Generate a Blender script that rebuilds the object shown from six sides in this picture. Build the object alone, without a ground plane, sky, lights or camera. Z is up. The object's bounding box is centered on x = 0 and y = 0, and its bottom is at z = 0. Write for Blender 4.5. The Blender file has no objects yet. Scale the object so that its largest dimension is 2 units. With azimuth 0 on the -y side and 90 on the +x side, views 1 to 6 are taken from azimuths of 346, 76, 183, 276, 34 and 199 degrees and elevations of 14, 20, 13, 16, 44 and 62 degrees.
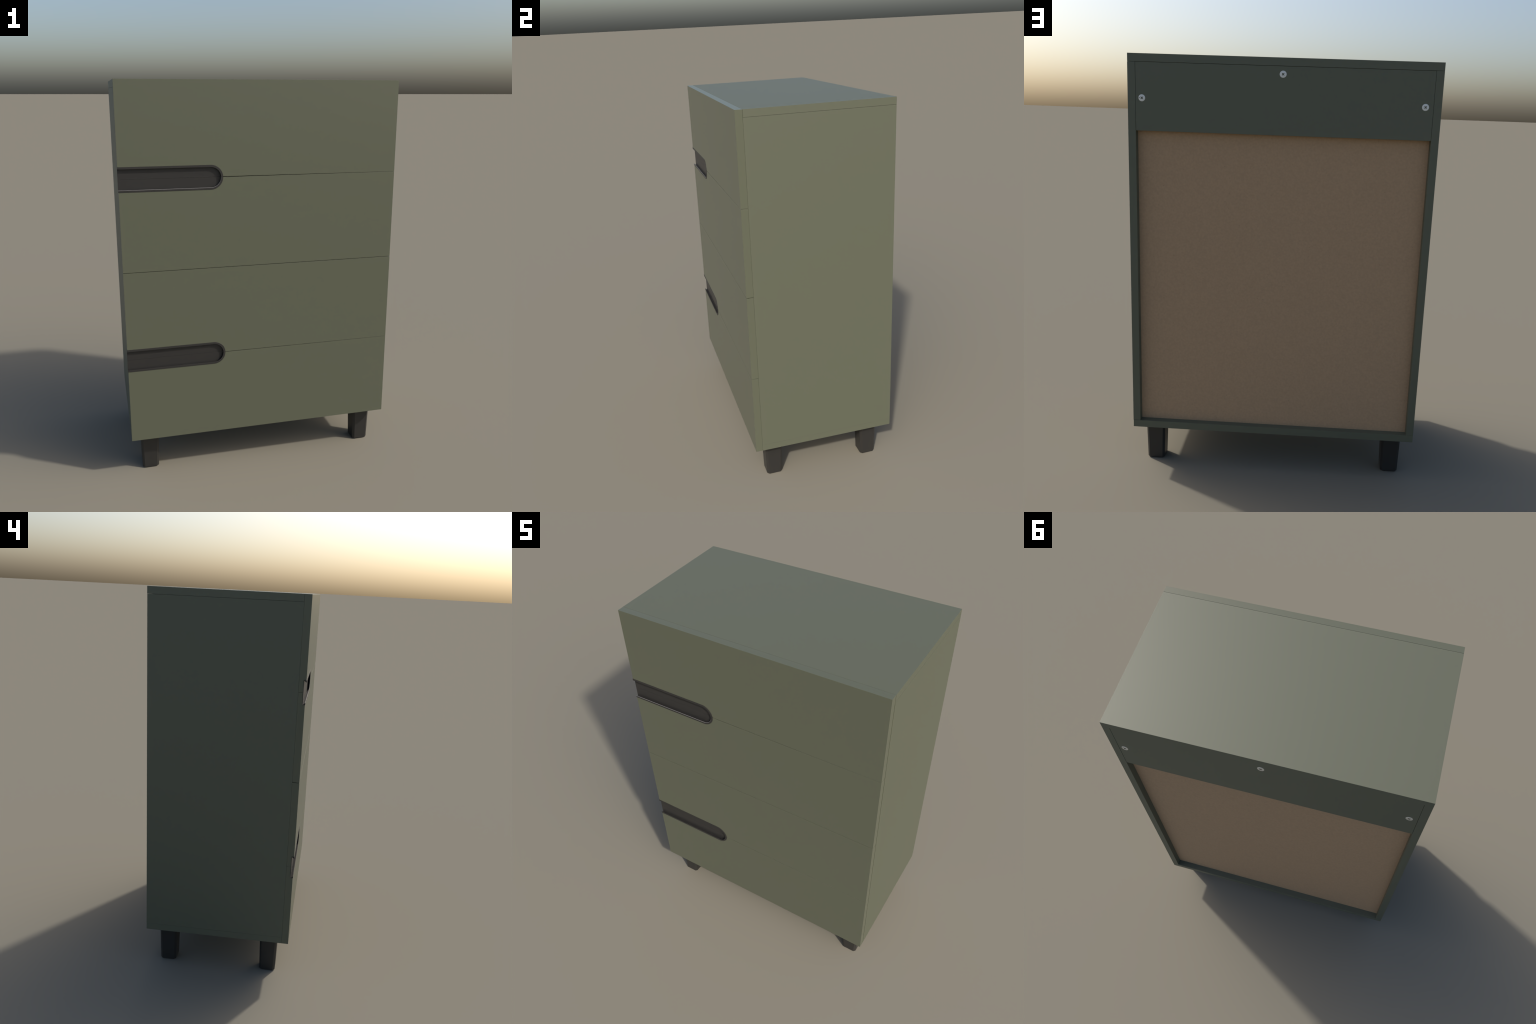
"""A tall four-drawer cabinet: green-grey painted boards, dark finger-pull
handles let into the drawer fronts, short tapered black legs, a hardboard back
under a screwed-on rail."""
import math
import bpy
import bmesh

# ------------------------------------------------------------------ sizes (m)
TOP, UNDERSIDE = 2.000, 0.2047          # cabinet top and bottom
BOARD = 0.0350                          # board thickness
BACK, BODY_FRONT = 0.3868, -0.3503      # carcass depth
FRONT, FRONT_REAR = -0.3858, -0.3506    # drawer front plate
POCKET = -0.3729                        # bottom of the handle pocket
SEAM = 0.0006                           # joint between boards
DRAWER_LEFT, DRAWER_RIGHT = -0.6940, 0.6942
PULL_R = 0.0589                         # half height of a finger pull
PULL_END = -0.2000                      # its rounded end
PULL_OPEN = -0.6958                     # its open end at the cabinet's side
ARC_STEPS = 20


# ------------------------------------------------------------------ materials
def principled(name, color, rough, metallic=0.0, specular=0.5):
    mat = bpy.data.materials.new(name)
    mat.use_nodes = True
    b = mat.node_tree.nodes["Principled BSDF"]
    b.inputs["Base Color"].default_value = (*color, 1)
    b.inputs["Roughness"].default_value = rough
    b.inputs["Metallic"].default_value = metallic
    b.inputs["Specular IOR Level"].default_value = specular
    return mat, mat.node_tree, b


def grain(tree, bsdf, color, amount, scale, detail=4.0, stretch=(1, 1, 1), bump=0.0):
    """Breaks a base colour up with fine noise on object coordinates."""
    n, l = tree.nodes, tree.links
    coord = n.new("ShaderNodeTexCoord")
    mapping = n.new("ShaderNodeMapping")
    mapping.inputs["Scale"].default_value = stretch
    noise = n.new("ShaderNodeTexNoise")
    noise.inputs["Scale"].default_value = scale
    noise.inputs["Detail"].default_value = detail
    ramp = n.new("ShaderNodeValToRGB")
    ramp.color_ramp.elements[0].position = 0.3
    ramp.color_ramp.elements[1].position = 0.7
    ramp.color_ramp.elements[0].color = (*[c * (1 - amount) for c in color], 1)
    ramp.color_ramp.elements[1].color = (*[c * (1 + amount) for c in color], 1)
    l.new(coord.outputs["Object"], mapping.inputs["Vector"])
    l.new(mapping.outputs["Vector"], noise.inputs["Vector"])
    l.new(noise.outputs["Fac"], ramp.inputs["Fac"])
    l.new(ramp.outputs["Color"], bsdf.inputs["Base Color"])
    if bump:
        node = n.new("ShaderNodeBump")
        node.inputs["Strength"].default_value = bump
        node.inputs["Distance"].default_value = 0.001
        l.new(noise.outputs["Fac"], node.inputs["Height"])
        l.new(node.outputs["Normal"], bsdf.inputs["Normal"])
    return ramp.outputs["Color"], mapping.outputs["Vector"]


PAINT = (0.100, 0.108, 0.0735)
carcass_paint, *_ = principled("carcass_paint", PAINT, 0.50)
front_paint, *_ = principled("drawer_front_paint", PAINT, 0.32)

HARDBOARD = (0.405, 0.270, 0.161)
hardboard, t, b = principled("hardboard", HARDBOARD, 0.7, specular=0.3)
fibres, vec = grain(t, b, HARDBOARD, 0.065, 120.0, 5.0, bump=0.05)
specks = t.nodes.new("ShaderNodeTexVoronoi")      # scattered dark fibre specks
specks.inputs["Scale"].default_value = 42.0
t.links.new(vec, specks.inputs["Vector"])
near = t.nodes.new("ShaderNodeValToRGB")
near.color_ramp.elements[0].position, near.color_ramp.elements[1].position = 0.05, 0.13
near.color_ramp.elements[0].color, near.color_ramp.elements[1].color = (1, 1, 1, 1), (0, 0, 0, 1)
t.links.new(specks.outputs["Distance"], near.inputs["Fac"])
some = t.nodes.new("ShaderNodeMath")
some.operation = "GREATER_THAN"
some.inputs[1].default_value = 0.72
split = t.nodes.new("ShaderNodeSeparateColor")
t.links.new(specks.outputs["Color"], split.inputs["Color"])
t.links.new(split.outputs["Red"], some.inputs[0])
both = t.nodes.new("ShaderNodeMath")
both.operation = "MULTIPLY"
t.links.new(near.outputs["Color"], both.inputs[0])
t.links.new(some.outputs["Value"], both.inputs[1])
weak = t.nodes.new("ShaderNodeMath")
weak.operation = "MULTIPLY"
weak.inputs[1].default_value = 0.25
t.links.new(both.outputs["Value"], weak.inputs[0])
mix = t.nodes.new("ShaderNodeMix")
mix.data_type = "RGBA"
t.links.new(weak.outputs["Value"], mix.inputs["Factor"])
t.links.new(fibres, mix.inputs[6])
mix.inputs[7].default_value = (0.10, 0.06, 0.035, 1)
t.links.new(mix.outputs[2], b.inputs["Base Color"])

handle_metal, *_ = principled("dark_handle", (0.0285, 0.0273, 0.0257), 0.42, specular=0.32)
painted_glint, *_ = principled("handle_painted_glint", (0.24, 0.235, 0.23), 0.4)
leg_black, *_ = principled("black_leg", (0.0235, 0.0226, 0.021), 0.42)
steel, *_ = principled("screw_steel", (0.72, 0.72, 0.70), 0.58, metallic=1.0)
slot_dark, *_ = principled("screw_recess", (0.03, 0.03, 0.028), 0.7)


# -------------------------------------------------------------------- helpers
def finish(name, bm, materials, parent, bevel=0.0, segments=2, smooth=None, origin=(0, 0, 0)):
    bmesh.ops.remove_doubles(bm, verts=bm.verts, dist=1e-6)
    bmesh.ops.recalc_face_normals(bm, faces=bm.faces)
    bmesh.ops.translate(bm, verts=bm.verts, vec=[-c for c in origin])
    mesh = bpy.data.meshes.new(name)
    bm.to_mesh(mesh)
    bm.free()
    for m in materials:
        mesh.materials.append(m)
    obj = bpy.data.objects.new(name, mesh)
    bpy.context.scene.collection.objects.link(obj)
    obj.parent = parent
    obj.location = origin
    if smooth:
        mesh.polygons.foreach_set("use_smooth", [True] * len(mesh.polygons))
        ridges = [e.index for e in mesh.edges if e.use_edge_sharp]
        mesh.set_sharp_from_angle(angle=math.radians(smooth))
        for k in ridges:
            mesh.edges[k].use_edge_sharp = True
    if bevel:
        mod = obj.modifiers.new("rounded_edges", "BEVEL")
        mod.width, mod.segments, mod.limit_method = bevel, segments, "ANGLE"
        mod.harden_normals = True
    return obj


def board(name, x, y, z, material, parent, bevel=0.0004):
    bm = bmesh.new()
    bmesh.ops.create_cube(bm, size=1)
    c = [(r[0] + r[1]) / 2 for r in (x, y, z)]
    bmesh.ops.scale(bm, verts=bm.verts, vec=(x[1] - x[0], y[1] - y[0], z[1] - z[0]))
    bmesh.ops.translate(bm, verts=bm.verts, vec=c)
    return finish(name, bm, [material], parent, bevel=bevel, origin=c)


def pull_path(centre_z, up, radius, x_open, split=0.0):
    """Half outline of a finger pull in (x, z), from the open end to the tip,
    with the direction that points into the pull at every point."""
    xc = PULL_END - PULL_R
    base = centre_z + up * split
    pts = [((x_open, base + up * (radius - split)), (0, -up)), ]
    for i in range(ARC_STEPS + 1):
        a = math.pi / 2 * (1 - i / ARC_STEPS)
        dx, dz = math.cos(a), math.sin(a) * up
        pts.append(((xc + radius * dx, centre_z + radius * dz), (-dx, -dz)))
    return pts


def drawer_front(parent, z_low, z_high, pull_z=None, up=0):
    """A front plate. z_low / z_high: heights at the left end, at the tip of the
    finger pull and at the right end. The pocket for the pull is sunk into the
    upper or lower left corner."""
    (lb, tb, rb), (lt, tt, rt) = z_low, z_high
    xl, xr = DRAWER_LEFT, DRAWER_RIGHT
    c = ((xl + xr) / 2, FRONT_REAR, (lb + lt) / 2)
    bm = bmesh.new()
    V = lambda x, y, z: bm.verts.new((x, y, z))
    if not up:
        raise ValueError("every front of this cabinet has a pull")
    # work with the pulled edge as "near" edge and the other as "far" edge
    nl, nt, nr, fl, fr = (lb, tb, rb, lt, rt) if up > 0 else (lt, tt, rt, lb, rb)
    path = [p for p, _ in pull_path(pull_z, up, PULL_R + 0.0002, xl)]
    tip_x = path[-1][0]
    path[-1] = (tip_x, nt)                           # run out at the plate's edge
    f_far_l, f_far_r, f_near_r = V(xl, FRONT, fl), V(xr, FRONT, fr), V(xr, FRONT, nr)
    b_far_l, b_far_r = V(xl, FRONT_REAR, fl), V(xr, FRONT_REAR, fr)
    b_near_r, b_near_l = V(xr, FRONT_REAR, nr), V(xl, FRONT_REAR, nl)
    fp = [V(x, FRONT, z) for x, z in path]
    pp = [V(x, POCKET, z) for x, z in path]
    p_corner, b_tip = V(xl, POCKET, nl), V(tip_x, FRONT_REAR, nt)
    F = bm.faces.new
    F([f_far_l, f_far_r, f_near_r, *reversed(fp)])
    for i in range(len(fp) - 1):
        F([fp[i], fp[i + 1], pp[i + 1], pp[i]])
    F([*pp, p_corner])
    F([f_near_r, fp[-1], pp[-1], b_tip, b_near_r])
    F([pp[-1], p_corner, b_near_l, b_tip])
    F([f_far_l, b_far_l, b_near_l, p_corner, pp[0], fp[0]])
    F([f_far_l, f_far_r, b_far_r, b_far_l])
    F([f_far_r, f_near_r, b_near_r, b_far_r])
    F([b_far_l, b_far_r, b_near_r, b_tip, b_near_l])
    return finish("drawer", bm, [front_paint], parent, bevel=0.0004, origin=c)


def finger_pull(parent, origin, pull_z, up, lip_chamfer, lip_glint):
    """Half of a finger pull: a hooked lip swept round the pocket, with a thin
    floor; the profile is (distance in from the rim, depth)."""
    face, floor, back = -0.3870, -0.3748, -0.3731
    w, d = lip_chamfer
    profile = [(0.0, back), (0.0, face + 0.0003), (0.0003, face),
               (0.0101 - w, face), (0.0101, face + d), (0.0099, face + d + 0.0010),
               (0.0019, floor - 0.0016), (0.0014, floor - 0.0007), (0.0022, floor)]
    split = 0.00025
    bm = bmesh.new()
    rings = []
    for (x, z), (nx, nz) in pull_path(pull_z, up, PULL_R, PULL_OPEN):
        ring = []
        for d, y in profile:
            px, pz = x + nx * d, z + nz * d
            if (pz - pull_z) * up < split:
                pz = pull_z + up * split
            ring.append(bm.verts.new((px, y, pz)))
        # floor and back meet on the middle line
        mid_x = x if nx == 0 else PULL_END - PULL_R
        ring.append(bm.verts.new((mid_x, floor, pull_z + up * split)))
        ring.append(bm.verts.new((mid_x, back, pull_z + up * split)))
        rings.append(ring)
    n = len(rings[0])
    for a, b in zip(rings, rings[1:]):
        for i in range(n):
            j = (i + 1) % n
            quad = []
            for v in (a[i], a[j], b[j], b[i]):
                if all((v.co - q.co).length > 1e-6 for q in quad):
                    quad.append(v)
            if len(quad) > 2:
                f = bm.faces.new(quad)
                f.material_index = 1 if lip_glint and i == 3 else 0
    bm.faces.new(rings[0])
    bm.faces.new(list(reversed(rings[-1])))
    for a, b in zip(rings[1:], rings[2:]):          # round along the sweep only
        for i in range(n):
            j = (i + 1) % n
            e = bm.edges.get((a[i], b[i])) if a[i] is not b[i] else None
            if e:
                e.smooth = False
    obj = finish("handle", bm, [handle_metal, painted_glint], parent, smooth=32, origin=origin)
    obj.location = (0, 0, 0)            # parent drawer has the same origin
    return obj


def tapered_leg(name):
    """Square leg, narrower at the foot, with rounded upright corners."""
    bm = bmesh.new()
    bmesh.ops.create_cube(bm, size=1)
    for v in bm.verts:
        half = 0.0424 if v.co.z < 0 else 0.0475
        v.co.x, v.co.y = math.copysign(half, v.co.x), math.copysign(half, v.co.y)
        v.co.z = 0.0 if v.co.z < 0 else UNDERSIDE + 0.0005
    uprights = [e for e in bm.edges if abs(e.verts[0].co.z - e.verts[1].co.z) > 0.1]
    bmesh.ops.bevel(bm, geom=uprights, offset=0.0105, segments=1, profile=0.5, affect="EDGES", clamp_overlap=True)
    rim = [e for e in bm.edges if max(v.co.z for v in e.verts) < 1e-5]
    bmesh.ops.bevel(bm, geom=rim, offset=0.0040, segments=2, profile=0.5, affect="EDGES", clamp_overlap=True)
    mesh = bpy.data.meshes.new(name)
    bm.to_mesh(mesh)
    bm.free()
    mesh.materials.append(leg_black)
    mesh.polygons.foreach_set("use_smooth", [True] * len(mesh.polygons))
    mesh.set_sharp_from_angle(angle=math.radians(20))
    return mesh


def screw_mesh(name, radius=0.0152, proud=0.0009, steps=40, nick=False):
    """Flat screw head facing +y with a four-pointed driver recess."""
    bm = bmesh.new()

    def star(k):                         # points on the diagonals, hollow sides
        a = 2 * math.pi * k / steps
        q = abs(((a / (math.pi / 4)) % 2) - 1)      # 0 on diagonals ... 1 on axes
        r = 0.0033 + 0.0048 * (1 - q) ** 1.5
        return r * math.cos(a), r * math.sin(a)

    def ring(y, r=None, scale=1.0):
        out = []
        for k in range(steps):
            a = 2 * math.pi * k / steps
            x, z = (r * math.cos(a), r * math.sin(a)) if r else [c * scale for c in star(k)]
            out.append(bm.verts.new((x, y, z)))
        return out

    loops = [ring(-0.0005, radius), ring(proud - 0.0008, radius), ring(proud - 0.0002, radius - 0.0006),
             ring(proud, radius - 0.0016), ring(proud), ring(-0.0035, scale=0.7)]
    for n, (a, b) in enumerate(zip(loops, loops[1:])):
        for k in range(steps):
            j = (k + 1) % steps
            f = bm.faces.new([a[k], a[j], b[j], b[k]])
            f.material_index = 1 if n == 4 else 0
    bm.faces.new(loops[-1]).material_index = 1
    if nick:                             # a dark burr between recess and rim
        before = set(bm.verts)
        bmesh.ops.create_uvsphere(bm, u_segments=10, v_segments=6, radius=1)
        new = [v for v in bm.verts if v not in before]
        bmesh.ops.scale(bm, verts=new, vec=(0.0030, 0.0004, 0.0014))
        bmesh.ops.translate(bm, verts=new, vec=(0.0106, proud, 0))
        for f in {f for v in new for f in v.link_faces}:
            f.material_index = 1
    bmesh.ops.recalc_face_normals(bm, faces=bm.faces)
    mesh = bpy.data.meshes.new(name)
    bm.to_mesh(mesh)
    bm.free()
    mesh.materials.append(steel)
    mesh.materials.append(slot_dark)
    mesh.polygons.foreach_set("use_smooth", [True] * len(mesh.polygons))
    mesh.set_sharp_from_angle(angle=math.radians(12))
    return mesh


def place(name, mesh, location, parent):
    obj = bpy.data.objects.new(name, mesh)
    bpy.context.scene.collection.objects.link(obj)
    obj.parent = parent
    obj.location = location
    return obj


# ------------------------------------------------------------------- assembly
cabinet = bpy.data.objects.new("drawer_cabinet", None)
bpy.context.scene.collection.objects.link(cabinet)
cabinet["label"] = "tall green-grey four-drawer cabinet with dark recessed handles and black legs"
cabinet["category"] = "chest of drawers"

depth = (BODY_FRONT, BACK)
inner_z = (UNDERSIDE + BOARD + SEAM, TOP - BOARD - 1.4 * SEAM)
board("top_panel", (-0.6944, 0.6953), (BODY_FRONT + 0.0005, BACK + 0.0005), (TOP - BOARD, TOP), carcass_paint, cabinet)
board("bottom_panel", (-0.6940, 0.6951), depth, (UNDERSIDE, UNDERSIDE + BOARD), carcass_paint, cabinet)
board("side_panel", (0.6612, 0.6958), depth, inner_z, carcass_paint, cabinet)
board("side_panel", (-0.6945, -0.6600), depth, inner_z, carcass_paint, cabinet)
board("back_panel", (-0.6595, 0.6607), (0.3470, 0.3532), (UNDERSIDE + BOARD + 0.0003, TOP - BOARD - 0.0003), hardboard, cabinet, bevel=0)
rail = board("back_rail", (-0.6590, 0.6602), (0.3536, BACK - 0.0008), (1.6655, TOP - BOARD - 0.0012), carcass_paint, cabinet)

# drawers from the top down; some joints narrow towards the right as they hang
PULL_1, PULL_2 = 1.5484, 0.6470
joint = lambda z, *gaps: ([z + g / 2 for g in gaps], [z - g / 2 for g in gaps])
above1, below1 = joint(1.5495, 0.0008, 0.0033, 0.0009)   # widest at the pull's tip
above2, below2 = joint(1.1001, 0.0023, 0.0023, 0.0023)
above3, below3 = joint(0.6480, 0.0008, 0.0028, 0.0013)
drawers = [
    (above1, [TOP] * 3, PULL_1, 1),
    (above2, below1, PULL_1, -1),
    (above3, below2, PULL_2, 1),
    ([UNDERSIDE] * 3, below3, PULL_2, -1),
]
for low, high, pull, up in drawers:
    front = drawer_front(cabinet, low, high, pull, up)
    lip_glint = pull == PULL_1 and up < 0    # lower lip's bright glint, put in as a pale chamfer strip
    finger_pull(front, tuple(front.location), pull, up, (0.0008, 0.0007) if lip_glint else (0.0004, 0.0004), lip_glint)

leg = tapered_leg("leg")
for x in (0.5995, -0.5984):
    for y in (-0.2762, 0.2775):
        place("leg", leg, (x, y, 0), cabinet)

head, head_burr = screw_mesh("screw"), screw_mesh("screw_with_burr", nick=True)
rc = rail.location
for x, z, mesh in ((0.0038, 1.9297, head), (-0.6241, 1.8091, head), (0.6319, 1.8091, head_burr)):
    place("screw", mesh, (x - rc.x, BACK - 0.0008 - rc.y, z - rc.z), rail)
